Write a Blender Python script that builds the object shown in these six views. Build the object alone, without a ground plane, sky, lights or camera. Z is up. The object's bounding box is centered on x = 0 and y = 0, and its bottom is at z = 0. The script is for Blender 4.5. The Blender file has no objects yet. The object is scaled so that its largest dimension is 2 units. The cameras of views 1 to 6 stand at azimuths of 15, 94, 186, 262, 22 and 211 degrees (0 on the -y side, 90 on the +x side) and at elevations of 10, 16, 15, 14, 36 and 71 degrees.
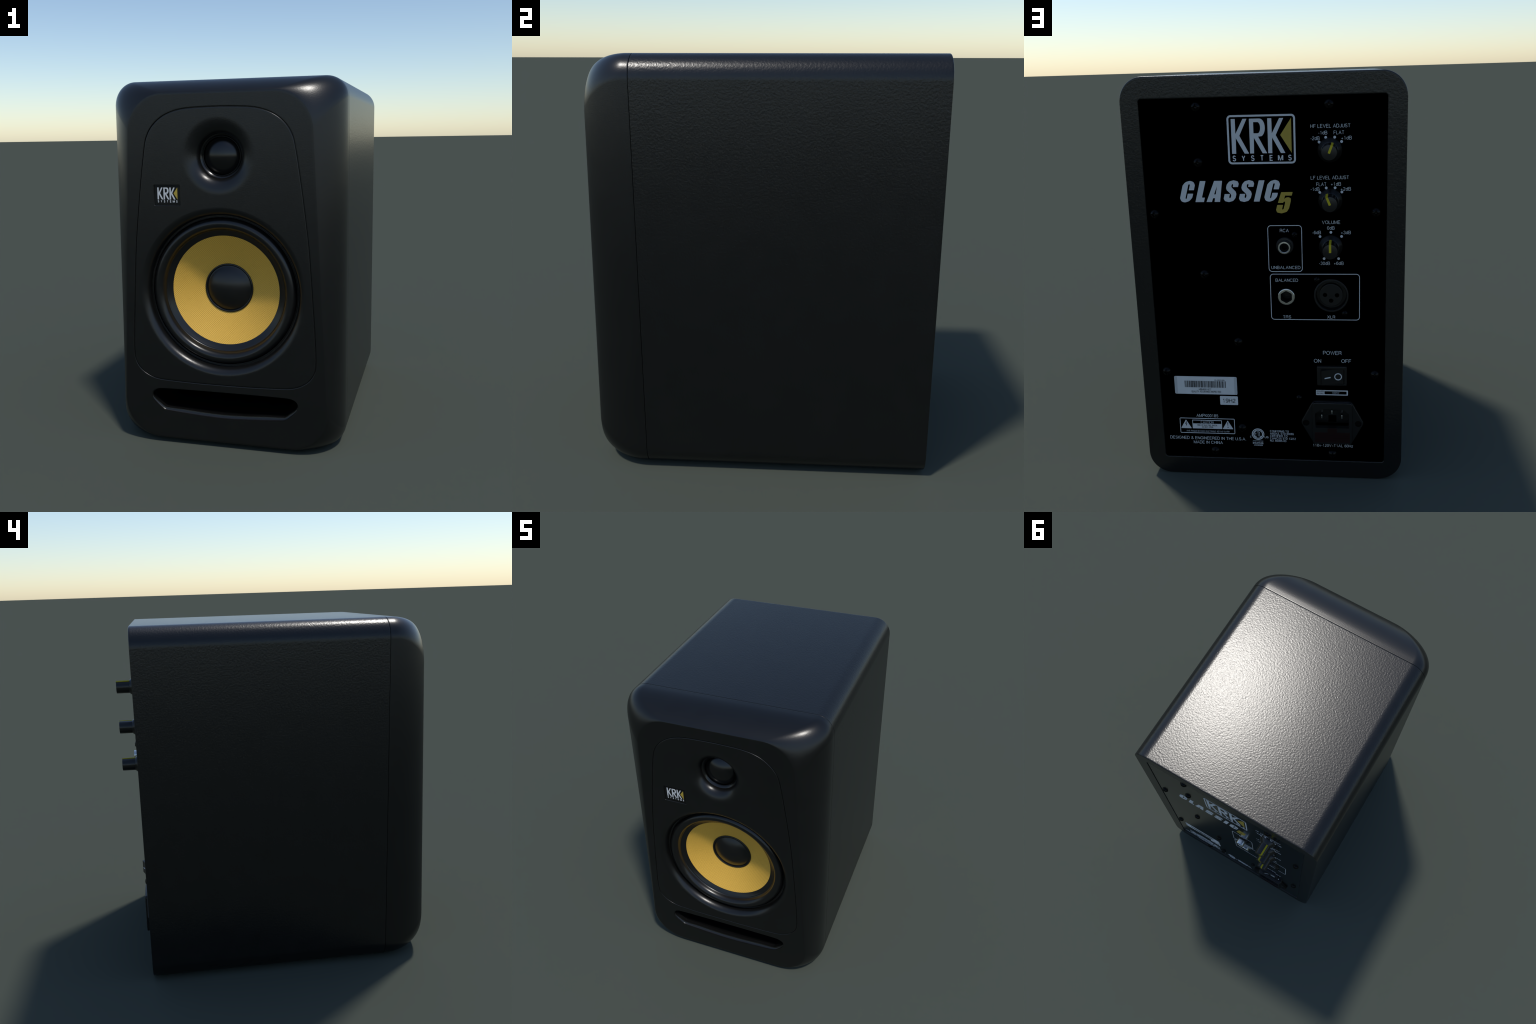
import bpy, bmesh, math, random
from mathutils import Vector, Matrix

random.seed(7)
PI = math.pi

# ------------------------------------------------------------------ overall sizes
HX = 0.6452          # half width
HT = 2.0             # height
R0 = 0.1135          # cabinet corner radius
Y_REAR = 0.760       # rear rim of the cabinet
Y_SEAM = -0.612      # joint between cabinet and front baffle
Y_FACE = -0.858      # flat front face
Y_AMP = 0.7560        # face of the rear amplifier plate
WOOF_Z, TWEET_Z = 0.871, 1.597

# ------------------------------------------------------------------ materials
MATS = {}


def material(name, base, rough=0.4, metallic=0.0, spec=0.5, build=None, coat=0.0):
    m = bpy.data.materials.new(name)
    m.use_nodes = True
    nt = m.node_tree
    b = nt.nodes["Principled BSDF"]
    b.inputs["Base Color"].default_value = (*base, 1)
    b.inputs["Roughness"].default_value = rough
    b.inputs["Metallic"].default_value = metallic
    b.inputs["Specular IOR Level"].default_value = spec
    b.inputs["Coat Weight"].default_value = coat
    if build:
        build(nt, b)
    MATS[name] = m
    return m


def coords(nt):
    return nt.nodes.new("ShaderNodeTexCoord").outputs["Object"]


def noise(nt, vec, scale, detail=2.0, rough=0.5, dist=0.0):
    n = nt.nodes.new("ShaderNodeTexNoise")
    n.inputs["Scale"].default_value = scale
    n.inputs["Detail"].default_value = detail
    n.inputs["Roughness"].default_value = rough
    n.inputs["Distortion"].default_value = dist
    nt.links.new(vec, n.inputs["Vector"])
    return n.outputs["Fac"]


def math_node(nt, op, a, b=None):
    n = nt.nodes.new("ShaderNodeMath")
    n.operation = op
    for i, v in enumerate((a, b)):
        if v is None:
            continue
        if isinstance(v, (int, float)):
            n.inputs[i].default_value = v
        else:
            nt.links.new(v, n.inputs[i])
    return n.outputs[0]


def bump(nt, bsdf, height, strength, dist, prev=None):
    n = nt.nodes.new("ShaderNodeBump")
    n.inputs["Strength"].default_value = strength
    n.inputs["Distance"].default_value = dist
    nt.links.new(height, n.inputs["Height"])
    if prev is not None:
        nt.links.new(prev, n.inputs["Normal"])
    nt.links.new(n.outputs[0], bsdf.inputs["Normal"])
    return n.outputs[0]


def ramp(nt, fac, stops):
    n = nt.nodes.new("ShaderNodeValToRGB")
    e = n.color_ramp.elements
    while len(e) < len(stops):
        e.new(0.5)
    for el, (p, c) in zip(e, stops):
        el.position = p
        el.color = (*c, 1)
    nt.links.new(fac, n.inputs[0])
    return n.outputs[0]


def vinyl(nt, b):
    v = coords(nt)
    h1 = noise(nt, v, 90.0, 1.0, 0.45, 0.3)
    h2 = noise(nt, v, 170.0, 0.0, 0.5, 0.0)
    h = math_node(nt, "ADD", h1, math_node(nt, "MULTIPLY", h2, 0.30))
    bump(nt, b, h, 0.5, 0.00125)
    c = ramp(nt, noise(nt, v, 9.0, 3.0), [(0.3, (0.0050, 0.0052, 0.0052)), (0.7, (0.0066, 0.0068, 0.0068))])
    nt.links.new(c, b.inputs["Base Color"])


def satin(nt, b):
    v = coords(nt)
    mp = nt.nodes.new("ShaderNodeMapping")
    mp.inputs["Scale"].default_value = (0.6, 1.0, 1.5)
    nt.links.new(v, mp.inputs["Vector"])
    h = noise(nt, mp.outputs[0], 170.0, 2.0, 0.5, 0.3)
    bump(nt, b, h, 0.25, 0.0010)
    c = ramp(nt, noise(nt, v, 7.0, 3.0), [(0.3, (0.0046, 0.0047, 0.0046)), (0.7, (0.0058, 0.0059, 0.0058))])
    nt.links.new(c, b.inputs["Base Color"])


def weave(nt, b):
    v = coords(nt)
    s = nt.nodes.new("ShaderNodeSeparateXYZ")
    nt.links.new(v, s.inputs[0])
    k = 2 * PI / 0.0106
    # plain weave: warp and weft threads alternate over and under
    sx = math_node(nt, "SINE", math_node(nt, "MULTIPLY", s.outputs[0], k))
    sz = math_node(nt, "SINE", math_node(nt, "MULTIPLY", s.outputs[2], k))
    chk = math_node(nt, "MULTIPLY", sx, sz)
    h = math_node(nt, "ADD", math_node(nt, "MULTIPLY", chk, 0.5), 0.5)
    fib = noise(nt, v, 260.0, 2.0)
    f2 = math_node(nt, "ADD", math_node(nt, "MULTIPLY", h, 0.75), math_node(nt, "MULTIPLY", fib, 0.25))
    c = ramp(nt, f2, [(0.05, (0.50, 0.268, 0.035)), (0.5, (0.76, 0.438, 0.066)), (1.0, (0.90, 0.56, 0.105))])
    nt.links.new(c, b.inputs["Base Color"])
    bump(nt, b, f2, 0.5, 0.0020)


def paper(nt, b):
    c = ramp(nt, noise(nt, coords(nt), 30.0, 3.0), [(0.3, (0.60, 0.61, 0.62)), (0.7, (0.64, 0.65, 0.66))])
    nt.links.new(c, b.inputs["Base Color"])


material("wrinkled_vinyl", (0.006, 0.006, 0.006), 0.285, build=vinyl)
material("satin_plastic", (0.005, 0.005, 0.005), 0.29, build=satin)
material("rubber", (0.006, 0.006, 0.006), 0.28)
material("gloss_plastic", (0.004, 0.004, 0.004), 0.22)
material("matt_black", (0.0015, 0.0015, 0.0015), 0.6, spec=0.12)
material("woven_fibre", (0.62, 0.36, 0.06), 0.5, build=weave, spec=0.35)
material("badge_plate", (0.006, 0.006, 0.005), 0.5, spec=0.22)
material("amp_plate", (0.0, 0.0, 0.0), 0.16, metallic=1.0)
material("white_ink", (0.60, 0.61, 0.62), 0.6, spec=0.3)
material("print_ink", (0.50, 0.51, 0.52), 0.6, spec=0.3)
material("grey_ink", (0.40, 0.41, 0.42), 0.6, spec=0.3)
material("gold_ink", (0.42, 0.305, 0.050), 0.6, spec=0.3)
material("yellow_paint", (0.52, 0.43, 0.012), 0.55, spec=0.3)
material("label_paper", (0.6, 0.6, 0.6), 0.6, spec=0.3, build=paper)
material("label_grey", (0.47, 0.48, 0.49), 0.6, spec=0.3)  # darker grey for the strips at both ends of the sticker
material("black_ink", (0.008, 0.008, 0.008), 0.6, spec=0.3)
material("nickel", (0.66, 0.66, 0.64), 0.26, metallic=1.0)
material("dark_plastic", (0.006, 0.006, 0.006), 0.38, spec=0.4)
material("knob_plastic", (0.005, 0.005, 0.005), 0.32, spec=0.5)
material("screw_black", (0.0, 0.0, 0.0), 0.25, spec=0.16)
material("maroon_plastic", (0.012, 0.003, 0.003), 0.4, spec=0.25)

# ------------------------------------------------------------------ object helpers
ROOT = bpy.data.objects.new("loudspeaker", None)
bpy.context.scene.collection.objects.link(ROOT)
ROOT["label"] = "black studio monitor loudspeaker with yellow woven woofer cone"
ROOT["category"] = "speaker"


def add(name, mesh, mat=None, parent=None, kind=None, loc=None):
    o = bpy.data.objects.new(name, mesh)
    bpy.context.scene.collection.objects.link(o)
    o.parent = parent or ROOT
    if mat:
        mesh.materials.clear()
        mesh.materials.append(MATS[mat])
    if kind:
        o["kind"] = kind
    if loc:
        o.location = loc
    return o


def finish(bm, name, angle=32.0, weighted=True):
    bmesh.ops.remove_doubles(bm, verts=bm.verts, dist=1e-6)
    bmesh.ops.recalc_face_normals(bm, faces=bm.faces)
    me = bpy.data.meshes.new(name)
    bm.to_mesh(me)
    bm.free()
    me.polygons.foreach_set("use_smooth", [True] * len(me.polygons))
    me.set_sharp_from_angle(angle=math.radians(angle))
    return me


def weight_normals(o):
    m = o.modifiers.new("weighted", "WEIGHTED_NORMAL")
    m.keep_sharp = True
    m.weight = 80
    return o


def ring_verts(bm, pts):
    return [bm.verts.new(p) for p in pts]


def bridge(bm, a, b, closed=True):
    n = len(a)
    for i in range(n if closed else n - 1):
        j = (i + 1) % n
        try:
            bm.faces.new((a[i], a[j], b[j], b[i]))
        except ValueError:
            pass


def loft(bm, loops):
    rings = [ring_verts(bm, l) for l in loops]
    for a, b in zip(rings, rings[1:]):
        bridge(bm, a, b)
    return rings


def loop_edges(bm, ring):
    out = []
    for i in range(len(ring)):
        a, b = ring[i], ring[(i + 1) % len(ring)]
        e = bm.edges.get((a, b)) or bm.edges.new((a, b))
        out.append(e)
    return out


def fill(bm, rings):
    edges = []
    for r in rings:
        edges += loop_edges(bm, r)
    n = Vector((0, 1, 0))
    bmesh.ops.triangle_fill(bm, use_beauty=True, use_dissolve=False, edges=edges, normal=n)


def lathe(profile, x, z, n=128, cap_first=False, cap_last=False):
    """Profile of (radius, y) turned round the y axis through (x, z)."""
    bm = bmesh.new()
    rings = []
    for r, y in profile:
        if r < 1e-6:
            rings.append([bm.verts.new((x, y, z))])
        else:
            rings.append([bm.verts.new((x + r * math.cos(2 * PI * i / n), y, z + r * math.sin(2 * PI * i / n))) for i in range(n)])
    for a, b in zip(rings, rings[1:]):
        if len(a) == 1 or len(b) == 1:
            c, o = (a[0], b) if len(a) == 1 else (b[0], a)
            for i in range(n):
                bm.faces.new((c, o[i], o[(i + 1) % n]))
        else:
            bridge(bm, a, b)
    return bm


def circle(x, z, r, n=64, a0=0.0):
    return [(x + r * math.cos(a0 + 2 * PI * i / n), z + r * math.sin(a0 + 2 * PI * i / n)) for i in range(n)]


def round_rect(x0, x1, z0, z1, r, k=6):
    x0, x1 = min(x0, x1), max(x0, x1)
    z0, z1 = min(z0, z1), max(z0, z1)
    pts = []
    for cx, cz, a0 in ((x1 - r, z1 - r, 0), (x0 + r, z1 - r, 90), (x0 + r, z0 + r, 180), (x1 - r, z0 + r, 270)):
        for i in range(k + 1):
            a = math.radians(a0 + 90 * i / k)
            pts.append((cx + r * math.cos(a), cz + r * math.sin(a)))
    return pts


def round_poly(pts, r, k=5):
    """Polygon with every corner rounded by radius r (or one radius per corner)."""
    out = []
    n = len(pts)
    for i in range(n):
        p, a, b = Vector(pts[i]), Vector(pts[i - 1]), Vector(pts[(i + 1) % n])
        rr = r[i] if isinstance(r, (list, tuple)) else r
        u, v = (a - p).normalized(), (b - p).normalized()
        ang = u.angle(v)
        if rr <= 0 or ang > PI - 0.02:
            out.append(tuple(p))
            continue
        d = min(rr / math.tan(ang / 2), 0.48 * (a - p).length, 0.48 * (b - p).length)
        s, e = p + u * d, p + v * d
        for j in range(k + 1):
            t = j / k
            out.append(tuple((1 - t) ** 2 * s + 2 * t * (1 - t) * p + t * t * e))
    return out


def area(l):
    return 0.5 * sum(l[i - 1][0] * l[i][1] - l[i][0] * l[i - 1][1] for i in range(len(l)))


def offset(l, d):
    """Move a closed outline outward (d > 0) or inward (d < 0)."""
    s = 1 if area(l) > 0 else -1
    out = []
    n = len(l)
    for i in range(n):
        a, p, b = Vector(l[i - 1]), Vector(l[i]), Vector(l[(i + 1) % n])
        e1, e2 = (p - a), (b - p)
        if e1.length < 1e-9:
            e1 = e2
        if e2.length < 1e-9:
            e2 = e1
        n1 = Vector((e1.y, -e1.x)).normalized() * s
        n2 = Vector((e2.y, -e2.x)).normalized() * s
        m = (n1 + n2).normalized()
        c = max(0.4, m.dot(n1))
        out.append(tuple(p + m * d / c))
    return out


def at(l, y):
    return [(x, y, z) for x, z in l]


def closed_spline(pts, per=8):
    """Catmull-Rom through closed control points."""
    out = []
    n = len(pts)
    for i in range(n):
        p0, p1, p2, p3 = (Vector(pts[(i + j) % n]) for j in (-1, 0, 1, 2))
        for k in range(per):
            t = k / per
            out.append(tuple(0.5 * ((2 * p1) + (p2 - p0) * t + (2 * p0 - 5 * p1 + 4 * p2 - p3) * t * t + (3 * p1 - p0 - 3 * p2 + p3) * t ** 3)))
    return out


def mirror_half(half):
    """Half outline from the top middle (x = 0) to the bottom middle -> closed outline."""
    return half + [(-x, z) for x, z in reversed(half) if abs(x) > 1e-6]


def slab(bm, outer, holes, yf, yb, r=0.0, steps=4, hole_depths=None):
    """Plate whose face lies at yf and whose back lies at yb, outer edge rounded by r, with holes."""
    s = 1 if yf > yb else -1
    loops = [at(outer, yb)]
    if r > 0:
        for i in range(steps + 1):
            a = PI / 2 * i / steps
            loops.append(at(offset(outer, -r * (1 - math.cos(a))), yf - s * r * (1 - math.sin(a))))
        loops.append(at(offset(outer, -r - min(.006, r)), yf))
    else:
        loops.append(at(outer, yf))
    rings = loft(bm, loops)
    tops = [rings[-1]]
    for i, h in enumerate(holes):
        hr = ring_verts(bm, at(h, yf))
        tops.append(hr)
        d = hole_depths[i] if hole_depths else yb
        if d is not None:
            open_end = isinstance(d, tuple)
            hb = ring_verts(bm, at(h, d[0] if open_end else d))
            bridge(bm, hr, hb)
            if hole_depths and not open_end:
                bm.faces.new(hb)
    fill(bm, tops)


def print_marks(name, loops_list, mat, y, parent, t=0.0007, kind="stuff", side=1):
    """Thin raised print: each entry is (outer, [holes])."""
    bm = bmesh.new()
    for outer, holes in loops_list:
        slab(bm, outer, holes, y + side * t, y - side * 0.001)
    me = finish(bm, name, 20)
    return add(name, me, mat, parent, kind)


# ------------------------------------------------------------------ writing
def _a(cx, cy, rx, ry, a0, a1, n=10):
    return [(cx + rx * math.cos(math.radians(a0 + (a1 - a0) * i / n)), cy + ry * math.sin(math.radians(a0 + (a1 - a0) * i / n))) for i in range(n + 1)]


def sans_glyphs():
    """Plain sans-serif letters as pen strokes: name -> (advance, [strokes]); cap height 1."""
    B = _a
    g = {}
    g["A"] = (.70, [[(0, 0), (.35, 1), (.70, 0)], [(.13, .34), (.57, .34)]])
    g["B"] = (.60, [[(0, 0), (0, 1)], [(0, 1), (.33, 1)] + B(.33, .76, .22, .24, 90, -90) + [(0, .52)], [(0, 0), (.36, 0)] + B(.36, .26, .24, .26, -90, 90)])
    g["C"] = (.70, [B(.36, .5, .36, .5, 42, 318, 18)])
    g["D"] = (.64, [[(0, 0), (0, 1), (.28, 1)] + B(.28, .5, .36, .5, 90, -90, 14) + [(0, 0)]])
    g["E"] = (.54, [[(.54, 1), (0, 1), (0, 0), (.55, 0)], [(0, .53), (.50, .53)]])
    g["F"] = (.52, [[(.52, 1), (0, 1), (0, 0)], [(0, .52), (.46, .52)]])
    g["G"] = (.72, [B(.36, .5, .36, .5, 42, 335, 18) + [(.70, .47), (.40, .47)]])
    g["H"] = (.60, [[(0, 0), (0, 1)], [(.60, 0), (.60, 1)], [(0, .52), (.60, .52)]])
    g["I"] = (.02, [[(.01, 0), (.01, 1)]])
    g["J"] = (.42, [[(.42, 1), (.42, .26)] + B(.21, .24, .21, .24, 0, -180)])
    g["K"] = (.60, [[(0, 0), (0, 1)], [(.57, 1), (.02, .42)], [(.20, .60), (.60, 0)]])
    g["L"] = (.48, [[(0, 1), (0, 0), (.48, 0)]])
    g["M"] = (.74, [[(0, 0), (0, 1)], [(.03, 1), (.37, .02), (.71, 1)], [(.74, 1), (.74, 0)]])
    g["N"] = (.60, [[(0, 0), (0, 1)], [(.02, 1), (.58, 0)], [(.60, 0), (.60, 1)]])
    g["O"] = (.74, [B(.37, .5, .37, .5, 0, 360, 26)])
    g["P"] = (.56, [[(0, 0), (0, 1)], [(0, 1), (.32, 1)] + B(.32, .73, .24, .27, 90, -90) + [(0, .46)]])
    g["Q"] = (.74, [B(.37, .5, .37, .5, 0, 360, 26), [(.45, .22), (.74, -.04)]])
    g["R"] = (.60, [[(0, 0), (0, 1)], [(0, 1), (.34, 1)] + B(.34, .75, .23, .25, 90, -90) + [(0, .50)], [(.34, .50), (.52, .40), (.56, .06), (.60, 0)]])
    g["S"] = (.56, [B(.28, .74, .26, .26, 20, 200, 10) + [(.12, .55), (.44, .44)] + B(.28, .26, .28, .26, 35, -165, 10)])
    g["T"] = (.58, [[(0, 1), (.58, 1)], [(.29, 1), (.29, 0)]])
    g["U"] = (.58, [[(0, 1), (0, .30)] + B(.29, .29, .29, .29, 180, 360) + [(.58, 1)]])
    g["V"] = (.64, [[(0, 1), (.32, 0), (.64, 1)]])
    g["W"] = (.94, [[(0, 1), (.24, 0), (.47, .98), (.70, 0), (.94, 1)]])
    g["X"] = (.62, [[(0, 0), (.60, 1)], [(.02, 1), (.62, 0)]])
    g["Y"] = (.62, [[(0, 1), (.31, .42), (.62, 1)], [(.31, .42), (.31, 0)]])
    g["0"] = (.48, [B(.24, .49, .24, .49, 0, 360, 22)])
    g["1"] = (.48, [[(.08, .76), (.20, .80), (.28, .98), (.28, 0)]])
    g["2"] = (.48, [B(.24, .72, .23, .26, 165, -35, 9) + [(.02, .10), (.0, .0), (.48, .0)]])
    g["3"] = (.48, [B(.24, .74, .21, .24, 165, -75, 9), B(.24, .25, .24, .26, 80, -165, 10)])
    g["4"] = (.48, [[(.36, 0), (.36, .98), (0, .28), (.48, .28)]])
    g["5"] = (.48, [[(.44, .97), (.09, .97), (.04, .50)] + B(.23, .31, .24, .31, 130, -160, 11)])
    g["6"] = (.48, [B(.24, .31, .24, .31, 0, 360, 20), B(.30, .50, .30, .48, 50, 190, 9)])
    g["7"] = (.48, [[(0, .97), (.47, .97), (.24, .5), (.16, 0)]])
    g["8"] = (.48, [B(.24, .74, .20, .24, 0, 360, 18), B(.24, .26, .24, .26, 0, 360, 18)])
    g["9"] = (.48, [B(.24, .67, .24, .31, 0, 360, 20), B(.18, .48, .30, .48, -130, 10, 9)])
    g["d"] = (.44, [B(.22, .35, .22, .35, 0, 360, 18), [(.44, 0), (.44, 1)]])
    g["v"] = (.42, [[(0, .70), (.21, 0), (.42, .70)]])
    g["z"] = (.40, [[(0, .70), (.40, .70), (0, 0), (.40, 0)]])
    g["n"] = (.40, [[(0, 0), (0, .72)], B(.20, .48, .20, .24, 180, 0, 8) + [(.40, 0)]])
    g["t"] = (.22, [[(.09, .95), (.09, .08), (.22, .0)], [(0, .70), (.22, .70)]])
    g["e"] = (.44, [[(.02, .38), (.44, .38)] + B(.22, .35, .22, .35, 10, 320, 14)])
    g["r"] = (.22, [[(0, 0), (0, .72)], [(0, .45), (.08, .64), (.22, .70)]])
    g["k"] = (.40, [[(0, 0), (0, 1)], [(.36, .70), (.02, .30)], [(.14, .44), (.40, 0)]])
    g["-"] = (.26, [[(.02, .36), (.26, .36)]])
    g["+"] = (.44, [[(0, .34), (.44, .34)], [(.22, .10), (.22, .58)]])
    g["~"] = (.40, [[(0, .32), (.10, .42), (.28, .30), (.40, .40)]])
    g["."] = (.04, [[(.02, 0), (.02, .10)]])
    g["/"] = (.26, [[(0, 0), (.26, 1)]])
    g["&"] = (.62, [[(.62, 0), (.16, .62)] + B(.27, .80, .15, .18, 200, -40, 8) + [(.10, .42)] + B(.24, .23, .22, .23, 150, 290, 8) + [(.54, .34)]])
    g[" "] = (.16, [])
    return g


GLYPHS = sans_glyphs()


def stroke_outline(pts, w):
    """Ribbon of width w along an open or closed pen stroke."""
    P = [Vector(p) for p in pts]
    closed = (P[0] - P[-1]).length < 1e-6
    if closed:
        P = P[:-1]
    n = len(P)
    left, right = [], []
    for i in range(n):
        a = P[i - 1] if (i > 0 or closed) else None
        b = P[(i + 1) % n] if (i < n - 1 or closed) else None
        d1 = (P[i] - a).normalized() if a is not None else (b - P[i]).normalized()
        d2 = (b - P[i]).normalized() if b is not None else d1
        n1, n2 = Vector((-d1.y, d1.x)), Vector((-d2.y, d2.x))
        m = n1 + n2
        m = m.normalized() if m.length > 1e-6 else n1
        k = w / 2 / max(.55, m.dot(n1))
        left.append(tuple(P[i] + m * k))
        right.append(tuple(P[i] - m * k))
    if closed:
        return left, [right]
    return left + right[::-1], []


def put_text(bm, body, xl, xr, zb, zt, y, side=1, weight=0.0, t=0.0007):
    """Writes body so that its ink fills the box from xl to xr and zb to zt."""
    pen = .112 + weight
    gap = .13 + pen * .8
    adv = [GLYPHS[c][0] for c in body]
    total = sum(adv) + gap * (len(body) - 1) + pen
    ku, kv = (xr - xl) / total, (zt - zb) / (1 + pen)
    u = pen / 2
    for c, a in zip(body, adv):
        for k, st in enumerate(GLYPHS[c][1]):
            out, holes = stroke_outline(st, pen)
            f = lambda l: [(xl + (u + p[0]) * ku, zb + (p[1] + pen / 2) * kv) for p in l]
            slab(bm, f(out), [f(h) for h in holes], y + side * (t + .00012 * k), y - side * .001)
        u += a + gap


def writing(name, lines, mat, y, parent, side=1, weight=0.0):
    bm = bmesh.new()
    for body, xl, xr, zb, zt in lines:
        put_text(bm, body, xl, xr, zb, zt, y, side, weight)
    me = finish(bm, name, 20)
    return add(name, me, mat, parent, "stuff")


def ctext(body, xc, zc, h, w, sgn=-1):
    """Line of writing centred on (xc, zc); sgn -1 for writing read from behind (+y)."""
    return (body, xc - sgn * w / 2, xc + sgn * w / 2, zc - h / 2, zc + h / 2)


# glyphs drawn as strokes and rounded corners, unit cap height
def glyph_k():
    return [([(0, 0), (.24, 0), (.25, .455), (.74, 0), (1, 0), (.465, .52), (.925, 1), (.69, 1), (.24, .57), (.24, 1), (0, 1)], [])]


def glyph_r():
    bowl = [(.60 + .31 * math.cos(a), .74 + .26 * math.sin(a)) for a in [(-70 + 16 * i) * PI / 180 for i in range(11)]]
    hole = [(.24, .58), (.48, .58)] + [(.48 + .155 * math.cos(a), .74 + .16 * math.sin(a)) for a in [(-70 + 20 * i) * PI / 180 for i in range(8)]] + [(.48, .90), (.24, .90)]
    return [([(0, 0), (.23, 0), (.25, .455), (.74, 0), (1, 0), (.50, .485)] + bowl + [(.60, 1), (0, 1)], [hole])]


def glyph_c():
    w = .59
    out = [(w, .405), (.33, .405), (.33, .19), (.3, .14), (.265, .19), (.265, .82), (.3, .87), (.345, .82), (.345, .57), (w, .57), (w, .80), (.50, .96), (.30, 1.02), (.10, .96), (0, .80), (0, .20), (.09, .04), (.28, -.02), (.48, .05), (w, .22)]
    return [(round_poly(out, [0, 0, .03, .04, .03, .03, .04, .03, 0, 0, .1, .2, .2, .2, .1, .1, .2, .2, .2, .1], 4), [])]


def glyph_l():
    return [([(0, 0), (.41, 0), (.41, .21), (.27, .21), (.27, 1), (0, 1)], [])]


def glyph_i():
    return [([(0, 0), (.27, 0), (.27, 1), (0, 1)], [])]


def glyph_a():
    return [([(0, 0), (.26, 0), (.275, .18), (.37, .18), (.385, 0), (.65, 0), (.525, 1), (.145, 1)], [[(.285, .36), (.365, .36), (.335, .76)]])]


def glyph_s():
    p = [(0, .37), (.25, .37), (.25, .22), (.285, .165), (.33, .2), (.33, .3), (.28, .38), (.06, .55), (0, .66), (0, .82), (.08, .96), (.27, 1.02), (.48, .97), (.56, .85), (.56, .70),
         (.31, .70), (.31, .80), (.27, .855), (.235, .81), (.235, .73), (.27, .67), (.5, .48), (.56, .36), (.56, .18), (.48, .04), (.29, -.015), (.09, .03), (0, .15)]
    hard = {0, 1, 14, 15}
    return [(round_poly(p, [0 if i in hard else .08 for i in range(len(p))], 3), [])]


def glyph_5():
    p = [(.035, 1), (.57, 1), (.57, .835), (.26, .835), (.25, .67), (.33, .745), (.45, .755), (.56, .70), (.59, .55), (.59, .22), (.53, .06), (.3, -.015), (.08, .03), (0, .15), (0, .39),
         (.27, .39), (.27, .2), (.31, .15), (.345, .2), (.345, .5), (.30, .565), (.255, .53), (.255, .49), (.005, .49)]
    hard = {0, 1, 2, 3, 4, 14, 15, 22, 23}
    return [(round_poly(p, [0 if i in hard else .08 for i in range(len(p))], 3), [])]


def place_glyph(g, x0, z0, w, h, sgn, shear=0.0):
    """Glyph to world outlines: x grows by sgn, unit width w, unit height h."""
    f = lambda l: [(x0 + sgn * (p[0] * w + p[1] * shear * h), z0 + p[1] * h) for p in l]
    return [(f(o), [f(k) for k in hs]) for o, hs in g]


def frame(x0, x1, z0, z1, r, w):
    return (round_rect(x0, x1, z0, z1, r), [round_rect(min(x0, x1) + w, max(x0, x1) - w, min(z0, z1) + w, max(z0, z1) - w, max(r - w, .001))])


# ------------------------------------------------------------------ cabinet
def shell_section(f, n=20):
    """Outline of the body: f = 0 the full cabinet, f = 1 the edge of the flat front face.
    The front tapers in towards the top."""
    top, bot = HT - 0.0760 * f, 0.0285 * f
    xt, xb = HX - 0.1590 * f, HX - 0.0615 * f
    rt, rb = R0 + (0.1930 - R0) * f, R0 + (0.2270 - R0) * f
    xs = lambda z: xb + (xt - xb) * (z - bot) / (top - bot)
    pts = []
    for sx, cz, r, a0, a1 in ((1, top - rt, rt, 0, 90), (-1, top - rt, rt, 90, 0), (-1, bot + rb, rb, 0, -90), (1, bot + rb, rb, -90, 0)):
        for i in range(n + 1):
            a = math.radians(a0 + (a1 - a0) * i / n)
            z = cz + r * math.sin(a)
            pts.append((sx * (xs(z) - r + r * math.cos(a)), z))
    # straight sides get middle points so the loft stays even
    return pts


def build_cabinet():
    bm = bmesh.new()
    sec = shell_section(0)
    ins = lambda d: offset(sec, -d)
    loops = [at(ins(.009), Y_SEAM - .03), at(ins(.009), Y_SEAM + .0010)]
    for i in range(4):
        a = PI / 2 * i / 3
        loops.append(at(ins(.0012 * (1 - math.sin(a))), Y_SEAM + .0010 + .0012 * (1 - math.cos(a))))
    for yy in (Y_SEAM + .007, -.3, .0, .3, .6, Y_REAR - .012, Y_REAR - .005):
        loops.append(at(sec, yy))
    for i in range(1, 6):
        a = PI / 2 * i / 5
        loops.append(at(ins(.005 * (1 - math.cos(a))), Y_REAR - .005 + .005 * math.sin(a)))
    loops.append(at(ins(.009), Y_REAR))
    rings = loft(bm, loops)
    hole = round_rect(-.559, .559, .0935, 1.9005, .014)
    # rim of the rear recess, slightly rounded
    hl = [at(offset(hole, .006), Y_REAR)] + [at(offset(hole, .0025 * (1 - math.sin(PI / 2 * i / 3))), Y_REAR - .0025 * (1 - math.cos(PI / 2 * i / 3))) for i in range(4)]
    hl.append(at(hole, Y_AMP - .030))
    hr = loft(bm, hl)
    fill(bm, [rings[-1], hr[0]])
    bm.faces.new(hr[-1])
    return add("cabinet", finish(bm, "cabinet", 40), "wrinkled_vinyl")


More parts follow.
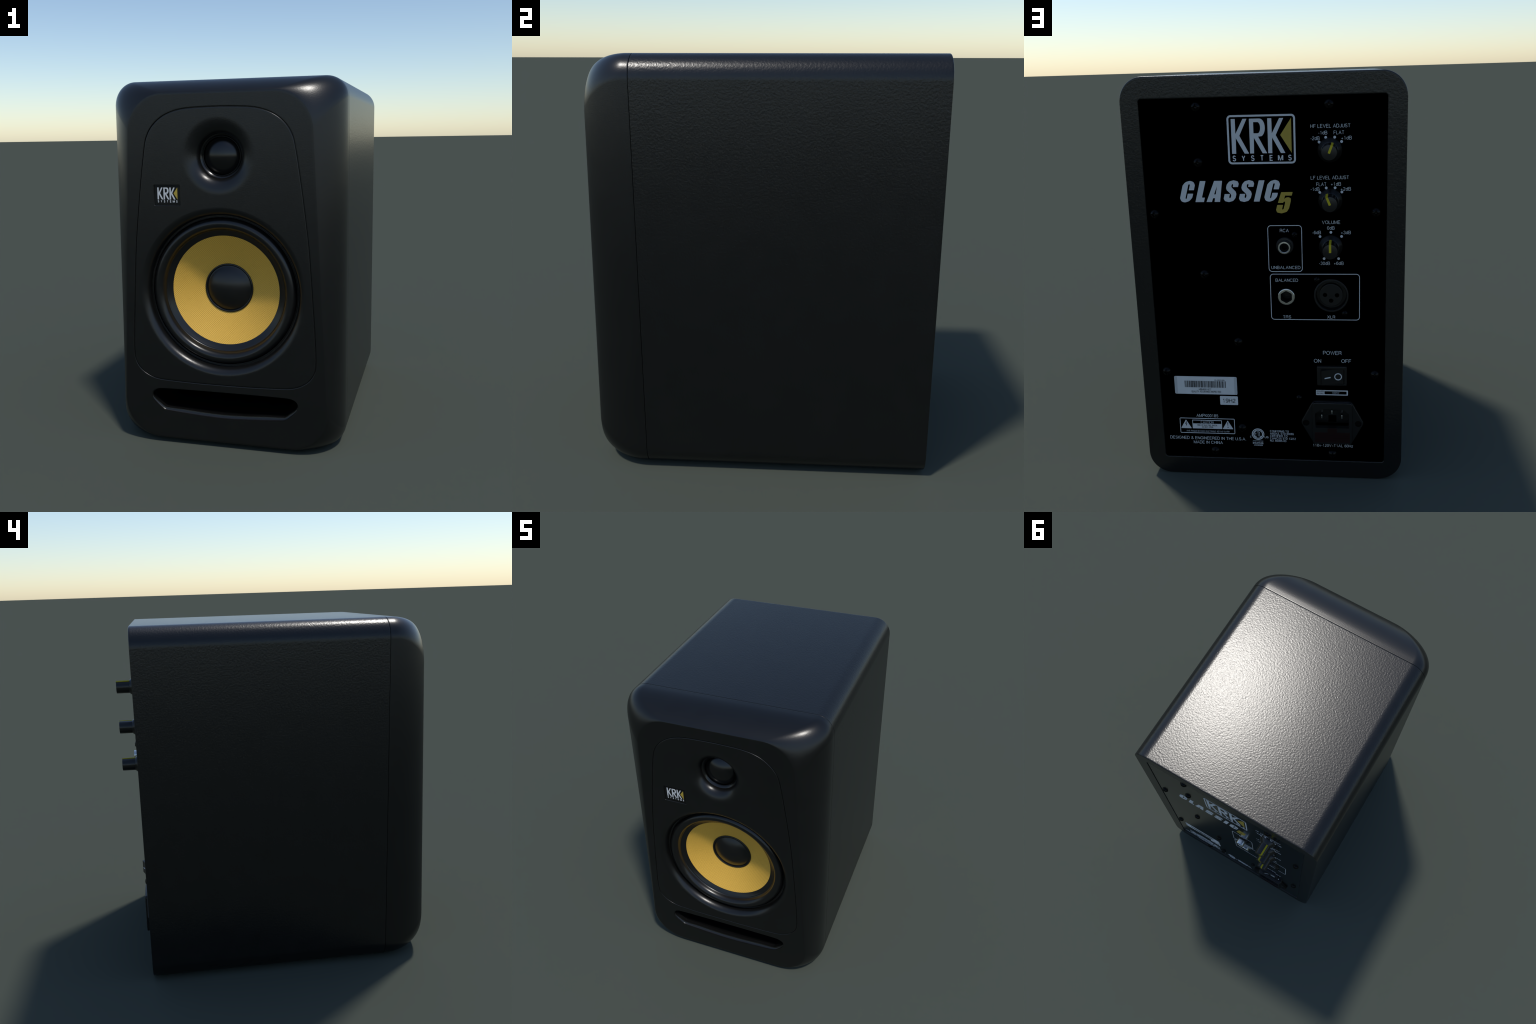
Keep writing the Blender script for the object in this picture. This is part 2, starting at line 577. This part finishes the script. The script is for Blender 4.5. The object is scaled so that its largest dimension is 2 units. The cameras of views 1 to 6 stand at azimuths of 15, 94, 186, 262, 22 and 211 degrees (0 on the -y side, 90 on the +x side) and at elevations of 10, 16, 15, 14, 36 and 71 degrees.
# ------------------------------------------------------------------ front baffle
PANEL_HALF = [(0, 1.848), (.10, 1.846), (.19, 1.840), (.262, 1.822), (.318, 1.793), (.362, 1.752), (.390, 1.706), (.407, 1.645),
              (.434, 1.468), (.457, 1.29), (.477, 1.11), (.4945, .87), (.508, .65), (.5125, .53), (.5055, .470), (.478, .424), (.437, .393), (.385, .374),
              (.31, .367), (.15, .362), (0, .361)]
PORT_HALF = [(0, .322), (.20, .3215), (.345, .3195), (.388, .313), (.411, .297), (.4185, .276), (.413, .254), (.397, .233), (.372, .209), (.352, .193), (.335, .187), (.29, .1815), (.20, .174), (.10, .168), (0, .165)]


def outline(half, per):
    return closed_spline(mirror_half(half), per)


def build_baffle():
    bm = bmesh.new()
    ins = lambda d: offset(shell_section(0), -d)
    loops = [at(ins(.009), Y_SEAM - .0010)]
    for i in range(4):
        a = PI / 2 * i / 3
        loops.append(at(ins(.0012 * (1 - math.sin(a))), Y_SEAM - .0010 - .0012 * (1 - math.cos(a))))
    y0 = -0.638
    loops.append(at(shell_section(0), Y_SEAM - .006))
    steps = 40
    for i in range(steps + 1):
        t = PI / 2 * i / steps
        f = 1 - max(0.0, math.cos(t)) ** 1.57
        y = y0 + (Y_FACE - y0) * math.sin(t) ** 1.05
        loops.append(at(shell_section(f), y))
    loops.append(at(offset(shell_section(1), -.012), Y_FACE))
    rings = loft(bm, loops)
    # groove round the raised centre panel
    po = outline(PANEL_HALF, 6)
    gl = [at(offset(po, .008), Y_FACE)] + [at(offset(po, .0010 + .0035 * (1 - math.sin(PI / 2 * i / 4))), Y_FACE + .0035 * (1 - math.cos(PI / 2 * i / 4))) for i in range(5)]
    gl.append(at(offset(po, .0010), Y_FACE + .0055))
    gl.append(at(offset(po, -.004), Y_FACE + .0056))
    groove = loft(bm, gl)
    # mouth of the bass port
    pt = outline(PORT_HALF, 6)
    unit = [(Vector(b) - Vector(a)) / .001 for a, b in zip(pt, offset(pt, -.001))]
    rad = [.004 + (.015 - .006 * min(1.0, max(0.0, (abs(x) - .24) / .14))) * min(1.0, max(0.0, (.285 - z) / .07)) for x, z in pt]
    roll = lambda k, d: [(x + u.x * r * k, Y_FACE + r * d, z + u.y * r * k) for (x, z), u, r in zip(pt, unit, rad)]
    ml = [at(offset(pt, .006), Y_FACE)] + [roll(1 - math.cos(PI / 2 * i / 6), math.sin(PI / 2 * i / 6)) for i in range(7)]
    inner = [(x, z) for x, y, z in ml[-1]]
    ml.append(at(inner, Y_FACE + .036))
    mouth = loft(bm, ml)
    fill(bm, [rings[-1], groove[0], mouth[0]])
    o = add("front_baffle", finish(bm, "front_baffle", 40), "satin_plastic")
    # bass port duct behind the mouth
    bm = bmesh.new()
    cx, cz = 0.0, .246
    sh = lambda k: [(cx + (x - cx) * k, cz + (z - cz) * k) for x, z in inner]
    lift = lambda l: [(x, max(z, .1865)) for x, z in l]
    rings = loft(bm, [at(sh(1.0), Y_FACE + .0359), at(lift(sh(1.0)), Y_FACE + .09), at(lift(sh(1.0)), .45)])
    bm.faces.new(rings[-1])
    add("bass_port", finish(bm, "bass_port", 40), "matt_black", o)
    return o


def build_panel():
    bm = bmesh.new()
    po = offset(outline(PANEL_HALF, 6), -.0010)
    r = .004
    ol = [at(po, Y_FACE + .02)]
    for i in range(5):
        a = PI / 2 * i / 4
        ol.append(at(offset(po, -r * (1 - math.cos(a))), Y_FACE + r * (1 - math.sin(a))))
    ol.append(at(offset(po, -r - .004), Y_FACE))
    rings = loft(bm, ol)
    # recess for the badge
    bo = round_rect(-.3625, -.2115, 1.3365, 1.4505, .007, 4)
    bl = [at(offset(bo, .004), Y_FACE)] + [at(offset(bo, -.0025 * (1 - math.cos(PI / 2 * i / 3))), Y_FACE + .0025 * math.sin(PI / 2 * i / 3)) for i in range(4)]
    bl.append(at(offset(bo, -.0025), Y_FACE + .006))
    br = loft(bm, bl)
    bm.faces.new(br[-1])
    # woofer flare: rolls from the face into the hole
    n = 144
    wl = [at(circle(0, WOOF_Z, .464, n), Y_FACE)]
    for i in range(13):
        a = PI / 2 * i / 12
        wl.append(at(circle(0, WOOF_Z, .4165 + .044 * (1 - math.sin(a)), n), Y_FACE + .052 * (1 - math.cos(a))))
    wl.append(at(circle(0, WOOF_Z, .4165, n), Y_FACE + .075))
    wr = loft(bm, wl)
    # tweeter waveguide
    tl = [at(circle(0, TWEET_Z, .206, n), Y_FACE)]
    for i in range(15):
        a = PI / 2 * i / 14
        tl.append(at(circle(0, TWEET_Z, .116 + .084 * (1 - math.sin(a)), n), Y_FACE + .058 * (1 - math.cos(a))))
    tl.append(at(circle(0, TWEET_Z, .1145, n), Y_FACE + .078))
    tr = loft(bm, tl)
    fill(bm, [rings[-1], br[0], wr[0], tr[0]])
    o = add("baffle_panel", finish(bm, "baffle_panel", 40), "satin_plastic")
    return o


def arc(cx, cy, rx, ry, a0, a1, n):
    return [(cx + rx * math.cos(math.radians(a0 + (a1 - a0) * i / n)), cy + ry * math.sin(math.radians(a0 + (a1 - a0) * i / n))) for i in range(n + 1)]


def dome(r, y, h, n=14):
    """Spherical cap of base radius r and height h standing out of y towards the front."""
    R = (r * r + h * h) / (2 * h)
    a = math.asin(min(1.0, r / R))
    return [(R * math.sin(a * (1 - i / n)), y - (R * math.cos(a * (1 - i / n)) - (R - h))) for i in range(n + 1)]


def build_woofer():
    # frame ring with a fine raised lip
    prof = [(.418, -.783), (.418, -.8010), (.4100, -.8005), (.4088, -.8005)] + arc(.4064, -.8030, .0024, .004, 0, -180, 8) + [(.4036, -.797), (.400, -.790), (.395, -.78)]
    w = add("woofer", finish(lathe(prof, 0, WOOF_Z, 160), "woofer_frame", 40), "rubber")
    # half-roll surround and its inner gluing lip
    prof = [(.404, -.786)] + arc(.3705, -.790, .0325, .0385, 0, -152, 20)[1:] + [(.3398, -.8030), (.3382, -.7975), (.3362, -.7920), (.3340, -.7882), (.3315, -.7870), (.3285, -.7862), (.3275, -.7852), (.300, -.7715)]
    prof = [(r, y) for r, y in prof]
    add("surround", finish(lathe(prof, 0, WOOF_Z, 160), "surround", 50), "rubber", w)
    # woven cone, slightly curved
    prof = []
    for i in range(13):
        t = i / 12
        prof.append((.302 + (.132 - .302) * t, -.773 + .073 * t + .004 * math.sin(PI * t)))
    add("cone", finish(lathe(prof, 0, WOOF_Z, 160), "cone", 60), "woven_fibre", w)
    # dust cap: thin collar and dome
    prof = [(.138, -.698), (.1375, -.703)] + arc(.132, -.7045, .0055, .004, 0, -180, 8) + [(.1255, -.7025)] + dome(.125, -.7025, .037)
    add("dust_cap", finish(lathe(prof, 0, WOOF_Z, 128), "dust_cap", 50), "rubber", w)


def build_tweeter():
    prof = [(.1165, -.776), (.1165, -.798), (.1135, -.7965), (.1085, -.792), (.1055, -.789)] + arc(.1022, -.7875, .002, .003, 0, -180, 8) + [(.0995, -.780), (.097, -.774)]
    t = add("tweeter", finish(lathe(prof, 0, TWEET_Z, 128), "tweeter_ring", 40), "gloss_plastic")
    add("dome", finish(lathe([(.0995, -.776)] + dome(.0985, -.7825, .038, 22), 0, TWEET_Z, 96), "dome", 60), "gloss_plastic", t)


def logo(x0, z0, w, h, sgn, y, side, parent, tri_w, sys_h, names):
    """Three tall letters with a triangle behind them and a small spaced word below.
    (x0, z0): lower left of the tall letters; w: width of letters and triangle."""
    kw = w * .286
    step = w * .304
    marks = []
    for i, g in enumerate((glyph_k(), glyph_r(), glyph_k())):
        marks += place_glyph(g, x0 + sgn * step * i, z0, kw, h, sgn)
    print_marks("logo_lettering", marks, "white_ink", y, parent, side=side)
    xr = x0 + sgn * w
    print_marks("logo_triangle", [([(xr - sgn * tri_w, z0 + h * .52), (xr, z0), (xr, z0 + h)], [])], "gold_ink", y, parent, side=side)
    lines = []
    zs = z0 - sys_h * 1.30
    for i, ch in enumerate("SYSTEMS"):
        cw = sys_h * (.92 if ch == "M" else .60)
        c = x0 + sgn * (sys_h * .33 + (w - sys_h * .66) * i / 6)
        lines.append((ch, c - sgn * cw / 2, c + sgn * cw / 2, zs, zs + sys_h))
    writing("logo_small_lettering", lines, "white_ink", y, parent, side, weight=.09)


def build_badge():
    bm = bmesh.new()
    slab(bm, round_rect(-.3588, -.2152, 1.3402, 1.4468, .005, 4), [], Y_FACE + .0048, Y_FACE + .0059, .0006, 2)
    b = add("badge", finish(bm, "badge", 30), "badge_plate")
    logo(-.3425, 1.3712, .113, .0635, 1, Y_FACE + .0048, -1, b, .0215, .0125, None)


# ------------------------------------------------------------------ rear amplifier plate
KX = -.304
INLET_HOLE = round_poly([(-.2203, .2905), (-.3863, .2905), (-.3863, .3690), (-.3553, .3945), (-.2530, .3945), (-.2203, .3690)], .006, 4)


def screw_mesh(r, h):
    """Pan head screw with a four-pointed recess, standing along +y from y = 0."""
    bm = bmesh.new()
    n, m = 64, 18
    rings = []
    R = (r * r + h * h) / (2 * h)
    for j in range(m + 1):
        q = r * j / m
        ring = []
        for i in range(n):
            a = 2 * PI * i / n
            y = math.sqrt(max(0, R * R - q * q)) - (R - h)
            c, s = abs(math.cos(a)), abs(math.sin(a))
            star = r * .70 / ((c ** .62 + s ** .62) ** (1 / .62)) * 1.0
            d = max(0.0, min(1.0, (star - q) / (r * .10)))
            y -= h * .75 * d * max(0.0, 1 - .5 * q / r)
            ring.append((q * math.cos(a), max(y, -.002), q * math.sin(a)))
        rings.append(ring)
    c = bm.verts.new(rings[0][0])
    vr = [ring_verts(bm, l) for l in rings[1:]]
    for i in range(n):
        bm.faces.new((c, vr[0][i], vr[0][(i + 1) % n]))
    for a, b in zip(vr, vr[1:]):
        bridge(bm, a, b)
    lo = ring_verts(bm, [(r * math.cos(2 * PI * i / n), -.004, r * math.sin(2 * PI * i / n)) for i in range(n)])
    bridge(bm, vr[-1], lo)
    return finish(bm, "screw", 35)


def build_knob_meshes():
    prof = [(.0545, -.004), (.0545, .005), (.0535, .0075), (.0385, .0265), (.0372, .0285), (.0360, .029), (.0352, .0315), (.0347, .0985), (.0335, .1012), (.0315, .1018), (0, .1018)]
    body = finish(lathe(prof, 0, 0, 72), "knob", 35)
    bm = bmesh.new()
    w = .0052
    slab(bm, round_rect(-w, w, -.004, .0372, .0008, 2), [], .1022, .1000)
    # strip down the side of the knob
    loops = [[(-w, .029, z) for z in (.0335, .0385)] + [(w, .029, z) for z in (.0385, .0335)],
             [(-w, .1022, z) for z in (.0330, .0375)] + [(w, .1022, z) for z in (.0375, .0330)]]
    rr = loft(bm, loops)
    bm.faces.new(rr[0])
    bm.faces.new(rr[1])
    # strip on the skirt
    mark = finish(bm, "pointer", 20)
    return body, mark


def build_rear():
    bm = bmesh.new()
    recesses = [circle(KX, .9735, .0725, 64), circle(-.0915, .9690, .024, 40), INLET_HOLE]
    slab(bm, round_rect(-.5578, .5578, .0947, 1.8993, .012), recesses, Y_AMP, Y_AMP - .011, .001, 2, [Y_AMP - .10, Y_AMP - .13, Y_AMP - .14])
    amp = add("amplifier_plate", finish(bm, "amplifier_plate", 30), "amp_plate")
    y = Y_AMP

    big = screw_mesh(.0225, .016)
    small = screw_mesh(.0150, .011)
    for i, (x, z) in enumerate([(.296, 1.8604), (-.302, 1.8604), (.2994, 1.611), (.5216, 1.372), (-.5108, 1.372), (.2996, 1.077), (.1516, .732), (.5216, .570), (-.5104, .570), (.1512, .265), (.2965, .132), (-.3025, .132)]):
        o = add("screw", big, "screw_black" if i == 0 else None, amp, loc=(x, y, z))
        o.rotation_euler = (0, random.uniform(-.15, .15), 0)
    for i, (x, z) in enumerate([(-.1365, 1.270), (-.1404, .439), (-.2371, 1.051), (-.3670, .884)]):
        o = add("screw", small, "screw_black" if i == 0 else None, amp, loc=(x, y, z))
        o.rotation_euler = (0, random.uniform(-.3, .3), 0)

    body, mark = build_knob_meshes()
    for i, (z, turn) in enumerate([(1.6585, 21), (1.4300, -22), (1.2130, 0)]):
        k = add("knob", body, "knob_plastic" if i == 0 else None, amp, loc=(KX, y, z))
        k.rotation_euler = (0, -math.radians(turn), 0)
        p = add("pointer", mark, "yellow_paint" if i == 0 else None, k)

    # ---- logo and model writing
    print_marks("logo_frame", [frame(.1575, -.1511, 1.601, 1.821, .018, .0085)], "white_ink", y, amp)
    logo(.1385, 1.6488, .2715, .1550, -1, y, 1, amp, .050, .0265, None)
    marks = []
    h, sc, sh = .0980, .0980, .27
    for g, x0 in ((glyph_c(), .3991), (glyph_l(), .3220), (glyph_a(), .2695), (glyph_s(), .1921), (glyph_s(), .1206), (glyph_i(), .0479), (glyph_c(), .0035)):
        marks += place_glyph(g, x0, 1.4280, sc, h, -1, sh)
    print_marks("model_lettering", marks, "white_ink", y, amp)
    print_marks("model_numeral", place_glyph(glyph_5(), -.0502, 1.3730, .0985, .0975, -1, sh), "gold_ink", y, amp, t=.0011)

    # ---- control writing
    T = []
    T += [("HF LEVEL ADJUST", -.2187, -.3958, 1.757, 1.7735), ctext("-1dB", -.2732, 1.7358, .0165, .0405), ctext("FLAT", -.3449, 1.7356, .0165, .047), ctext("-2dB", -.2385, 1.7117, .0165, .0415), ctext("+1dB", -.3783, 1.7115, .0165, .047)]
    T += [("LF LEVEL ADJUST", -.2160, -.3890, 1.5266, 1.543), ctext("FLAT", -.2640, 1.5047, .0165, .046), ctext("+1dB", -.3301, 1.5052, .0165, .046), ctext("-1dB", -.2350, 1.4825, .0165, .0415), ctext("+2dB", -.3744, 1.4822, .0165, .047)]
    T += [("VOLUME", -.2644, -.3487, 1.320, 1.3365), ctext("0dB", -.3054, 1.3012, .0160, .035), ctext("-6dB", -.2391, 1.2802, .0160, .041), ctext("+3dB", -.3743, 1.2796, .0160, .046), ctext("-30dB", -.2737, 1.1323, .0160, .052), ctext("+6dB", -.3405, 1.1323, .0160, .046)]
    T += [("RCA", -.0685, -.1105, 1.282, 1.2984), ("UNBALANCED", -.0235, -.1611, 1.104, 1.1193), ("BALANCED", -.0410, -.1485, 1.041, 1.0567), ("TRS", -.0714, -.1113, .857, .8724), ("XLR", -.2839, -.3221, .858, .8735)]
    T += [("POWER", -.2615, -.3512, .671, .6910), ("ON", -.2165, -.2521, .6288, .6482), ("OFF", -.3496, -.3978, .6298, .6485), ("110v-120V~T1AL 60Hz", -.2043, -.4056, .1705, .1862)]
    T += [("AMPK00185", .3852, .2729, .3202, .3375), ("DESIGNED & ENGINEERED IN THE U.S.A.", .5300, .1356, .1935, .2104), ("MADE IN CHINA", .4080, .2567, .1692, .1862)]
    writing("control_writing", T, "print_ink", y, amp)
    dots = [(-.2564, 1.6945), (-.2861, 1.7147), (-.3261, 1.7150), (-.3565, 1.6952), (-.2565, 1.4674), (-.2861, 1.4877), (-.3262, 1.4879), (-.3566, 1.4683), (-.2550, 1.2608), (-.3052, 1.2806), (-.3542, 1.2611), (-.2726, 1.1548), (-.3400, 1.1548)]
    print_marks("scale_dot", [(circle(x, z, .0062, 20), []) for x, z in dots], "white_ink", y, amp)
    print_marks("socket_frame", [frame(-.0105, -.1715, 1.0900, 1.3155, .017, .0032), frame(-.0148, -.4385, .8498, 1.0805, .017, .0032)], "white_ink", y, amp)

    # ---- RCA socket
    rx, rz = -.0905, 1.217
    bm = lathe([(.041, -.002), (.041, .005), (.0385, .0085), (.031, .009), (.031, .0)], rx, rz, 56)
    for v in bm.verts:
        v.co.y += y
    rca = add("phono_socket", finish(bm, "phono_socket", 35), "dark_plastic", amp)
    bm = lathe([(.0295, .004), (.0295, .038), (.0285, .0405), (.0225, .0410), (.0212, .0395), (.0212, .008)], rx, rz, 56)
    for v in bm.verts:
        v.co.y += y
    add("socket_sleeve", finish(bm, "socket_sleeve", 35), "nickel", rca)
    bm = lathe([(.0211, .029), (.0125, .029), (.0115, .027), (.0115, .009), (0, .009)], rx, rz, 48)
    for v in bm.verts:
        v.co.y += y
    add("socket_core", finish(bm, "socket_core", 35), "matt_black", rca)

    # ---- jack socket with hexagonal nut
    jx, jz = -.0915, .9690
    bm = bmesh.new()
    nut = circle(jx, jz, .0405, 60)
    hexa = round_poly(circle(jx, jz, .0310, 6, PI / 2), .010, 5)
    slab(bm, nut, [hexa], y + .013, y - .001, .004, 3, [(y - .001,)])
    jack = add("jack_socket", finish(bm, "jack_socket", 25), "nickel", amp)
    bm = lathe([(.0268, .002), (.0268, .0085), (.0258, .0095), (.0236, .0095), (.0228, .0085), (.0228, -.09), (0, -.09)], jx, jz, 48)
    for v in bm.verts:
        v.co.y += y
    add("socket_core", finish(bm, "socket_core", 35), "matt_black", jack)

    # ---- XLR socket
    bm = lathe([(.0815, -.001), (.0815, .0035), (.080, .0050), (.0745, .0052), (.0730, .0035), (.0715, -.002), (.0685, -.095)], KX, .9735, 96)
    for v in bm.verts:
        v.co.y += y
    xlr = add("balanced_socket", finish(bm, "balanced_socket", 35), "dark_plastic", amp)
    bm = bmesh.new()
    pins = [circle(-.2745, .9745, .0105, 28), circle(-.3309, .9735, .0105, 28), circle(-.3030, .9465, .0105, 28)]
    slab(bm, circle(KX + .001, .9735, .0560, 72), pins, y - .004, y - .097, .002, 3, [y - .03] * 3)
    add("socket_insert", finish(bm, "socket_insert", 35), "dark_plastic", xlr)
    bm = bmesh.new()
    bm.faces.new(ring_verts(bm, at(circle(KX, .9735, .0684, 64), y - .096)))
    add("socket_well", finish(bm, "socket_well", 35), "matt_black", xlr)

    # ---- power switch
    bm = bmesh.new()
    slab(bm, round_rect(-.2313, -.3765, .5148, .6145, .006), [round_rect(-.2500, -.3640, .5235, .6010, .003, 3)], y + .016, y - .001, .0025, 3, [y + .001])
    sw = add("power_switch", finish(bm, "power_switch", 35), "dark_plastic", amp)
    bm = bmesh.new()
    prof = [(-.2530, .030), (-.2560, .0325), (-.2720, .0265), (-.2900, .0205), (-.3080, .0165), (-.3260, .0145), (-.3450, .0140), (-.3600, .0145), (-.3620, .013)]
    loops = [[(x, y + .0005, z) for x in (prof[0][0], prof[-1][0])] for z in (0, 1)]
    for z0, z1, s in ((.5250, .5995, 1),):
        lo = ring_verts(bm, [(x, y + h, z0) for x, h in prof] + [(prof[-1][0], y, z0), (prof[0][0], y, z0)])
        hi = ring_verts(bm, [(x, y + h, z1) for x, h in prof] + [(prof[-1][0], y, z1), (prof[0][0], y, z1)])
        bridge(bm, lo, hi)
        bm.faces.new(lo)
        bm.faces.new(hi)
    add("rocker", finish(bm, "rocker", 30), "dark_plastic", sw)
    print_marks("switch_symbol", [(circle(-.3340, .5625, .0185, 40), [circle(-.3340, .5625, .0140, 40)])], "white_ink", y + .0150, sw)
    bm = bmesh.new()
    q = [(-.2690, y + .0292), (-.2975, y + .0198)]
    a = ring_verts(bm, [(q[0][0], q[0][1], .5555), (q[1][0], q[1][1], .5575), (q[1][0], q[1][1], .5630), (q[0][0], q[0][1], .5610)])
    b = ring_verts(bm, [(v.co.x, v.co.y - .003, v.co.z) for v in a])
    bm.faces.new(a)
    bridge(bm, a, b)
    add("switch_symbol", finish(bm, "switch_bar", 20), "white_ink", sw)

    # ---- power rating plate
    print_marks("rating_label", [(round_rect(-.2246, -.3811, .4560, .4832, .003), [round_rect(-.2665, -.3745, .4612, .4775, .0008, 2)])], "white_ink", y, amp)
    writing("rating_writing", [("POWER", -.2285, -.2620, .4725, .4800), ("RATING", -.2285, -.2620, .4615, .4690)], "black_ink", y + .0008, amp, weight=.01)
    writing("rating_writing", [("100W", -.3020, -.3390, .4640, .4750)], "grey_ink", y, amp)

    # ---- mains inlet
    cz = .3140
    hexp = [(-.148, cz), (-.2090, cz + .1145), (-.3990, cz + .1145), (-.459, cz), (-.3990, cz - .1130), (-.2090, cz - .1130)]
    bm = bmesh.new()
    holes = [circle(-.1742, .3115, .0165, 32), circle(-.4315, .3115, .0165, 32), INLET_HOLE]
    slab(bm, round_poly(hexp, [.025, .03, .03, .025, .03, .03], 6), holes, y + .017, y - .001, .003, 3, [y + .002, y + .002, None])
    disc_bm = bmesh.new()  # black discs added on the floors of the fixing holes to darken them
    for h in holes[:2]:
        slab(disc_bm, offset(h, -.0002), [], y + .0035, y + .001)
    inlet = add("mains_inlet", finish(bm, "mains_inlet", 35), "dark_plastic", amp)
    add("added_black_disc", finish(disc_bm, "added_black_disc", 30), "matt_black", inlet, "stuff")
    bm = bmesh.new()
    fuse = [(-.2165, .2119), (-.3909, .2119), (-.3909, .2672), (-.3265, .2672), (-.3265, .2895), (-.2795, .2895), (-.2795, .2672), (-.2165, .2672)]
    slab(bm, round_rect(-.2065, -.4015, .2015, .4265, .014), [INLET_HOLE], y + .028, y + .012, .003, 3, [y - .138])
    add("inlet_body", finish(bm, "inlet_body", 35), "dark_plastic", inlet)
    bm = bmesh.new()
    slab(bm, fuse, [], y + .0292, y + .026, .0008, 2)
    for k in range(3):
        zz = .2230 + k * .0125
        slab(bm, round_rect(-.2230, -.3850, zz, zz + .0022, .0008, 2), [], y + .0306, y + .029)
    slab(bm, round_rect(-.2820, -.3240, .2930, .3330, .002, 2), [], y - .030, y - .138, .001, 2)
    add("fuse_drawer", finish(bm, "fuse_drawer", 35), "maroon_plastic", inlet)
    bm = bmesh.new()
    for px, pz in ((-.2512, .3380), (-.3017, .3620), (-.3509, .3370)):
        slab(bm, round_rect(px - .0035, px + .0035, pz - .010, pz + .010, .0015, 2), [], y + .000, y - .137, .0015, 2)
    add("contact_pin", finish(bm, "contact_pin", 35), "nickel", inlet, "stuff")

    # ---- serial number sticker
    bm = bmesh.new()
    slab(bm, round_rect(.1687, .4863, .4480, .5445, .006), [], y + .0008, y - .001)
    st = add("serial_sticker", finish(bm, "serial_sticker", 30), "label_paper", amp)
    print_marks("sticker_edge", [(round_rect(.1697, .1830, .4495, .5430, .004, 3), []), (round_rect(.4720, .4853, .4495, .5430, .004, 3), [])], "label_grey", y + .0008, st, t=.0003)
    bars, x = [], .4342
    rnd = random.Random(11)
    while x > .2290:
        w = rnd.choice((.0009, .0009, .0016, .0024, .0034))
        bars.append(([(x, .4850), (x - w, .4850), (x - w, .5205), (x, .5205)], []))
        x -= w + rnd.choice((.0009, .0012, .0017, .0024))
    print_marks("barcode", bars, "black_ink", y + .0008, st, t=.0004)
    writing("sticker_writing", [("CLA5G3-NA", .2815, .2302, .5222, .5300), ("HBH6001677", .3633, .3001, .4697, .4800), ("QUALITY ASSURANCE INSPECTED", .4020, .2512, .4570, .4674)], "black_ink", y + .0008, st, weight=.006)
    bm = bmesh.new()
    slab(bm, round_rect(.1677, .2582, .3917, .4396, .004), [], y + .0008, y - .001)
    dt = add("date_sticker", finish(bm, "date_sticker", 30), "label_paper", amp)
    writing("sticker_writing", [("19H2", .2465, .1803, .4040, .4265)], "black_ink", y + .0008, dt)

    # ---- caution label
    box = (round_rect(.2560, .4084, .2552, .3036, .001, 2), [round_rect(.2590, .4056, .2830, .3003, .0005, 2)])
    bolt = [(.4405, .2945), (.4468, .2790), (.4415, .2798), (.4430, .2655), (.4352, .2815), (.4408, .2808), (.4375, .2930)]
    excl = [(.2278, .2940), (.2232, .2940), (.2244, .2735), (.2266, .2735)]
    tri1 = (round_poly([(.4412, .3045), (.4690, .2553), (.4134, .2553)], .002, 3), [bolt])
    tri2 = (round_poly([(.2255, .3042), (.2533, .2553), (.1985, .2553)], .002, 3), [excl, circle(.2255, .2660, .0028, 14)])
    print_marks("caution_label", [frame(.4735, .1897, .2285, .3140, .006, .0032), box, tri1, tri2], "white_ink", y, amp)
    writing("caution_writing", [("CAUTION", .3650, .2990, .2840, .2990), ("AVIS. RISQUE DE CHOC ELECTRIQUE  NE PAS OUVRIR", .4420, .2191, .2362, .2450)], "grey_ink", y, amp, weight=.004)
    writing("caution_writing", [("RISK OF ELECTRIC SHOCK", .3830, .2810, .2705, .2790), ("DO NOT OPEN", .3600, .3030, .2600, .2685)], "black_ink", y + .0008, amp, weight=.004)

    # ---- approval mark
    ex, ez = .0728, .2315
    print_marks("approval_mark", [(circle(ex, ez, .0318, 48), [circle(ex, ez, .0275, 48)]), (circle(ex, ez, .0248, 48), [circle(ex, ez, .0205, 48)]), (round_rect(.1012, .0463, .1922, .1938, .0005, 2), [])], "white_ink", y, amp)
    writing("approval_writing", [("ETL", .0900, .0560, .2180, .2460), ("C", .1140, .1062, .2110, .2210), ("US", .0400, .0200, .2100, .2212), ("Intertek", .1012, .0465, .1755, .1890), ("4008088", .0965, .0510, .1655, .1730),
                                 ("CONFORMS TO", .0116, -.0843, .2448, .2560), ("ANSI/UL STD 60065", .0116, -.1089, .2314, .2426), ("CERTIFIED TO", .0120, -.0770, .2180, .2292), ("CAN/CSA STD. C22.2", .0122, -.1182, .2046, .2158), ("NO. 60065-03", .0122, -.0701, .1912, .2024)], "white_ink", y, amp, weight=.004)


build_cabinet()
build_baffle()
build_panel()
build_woofer()
build_tweeter()
build_badge()
build_rear()
bpy.context.view_layer.update()
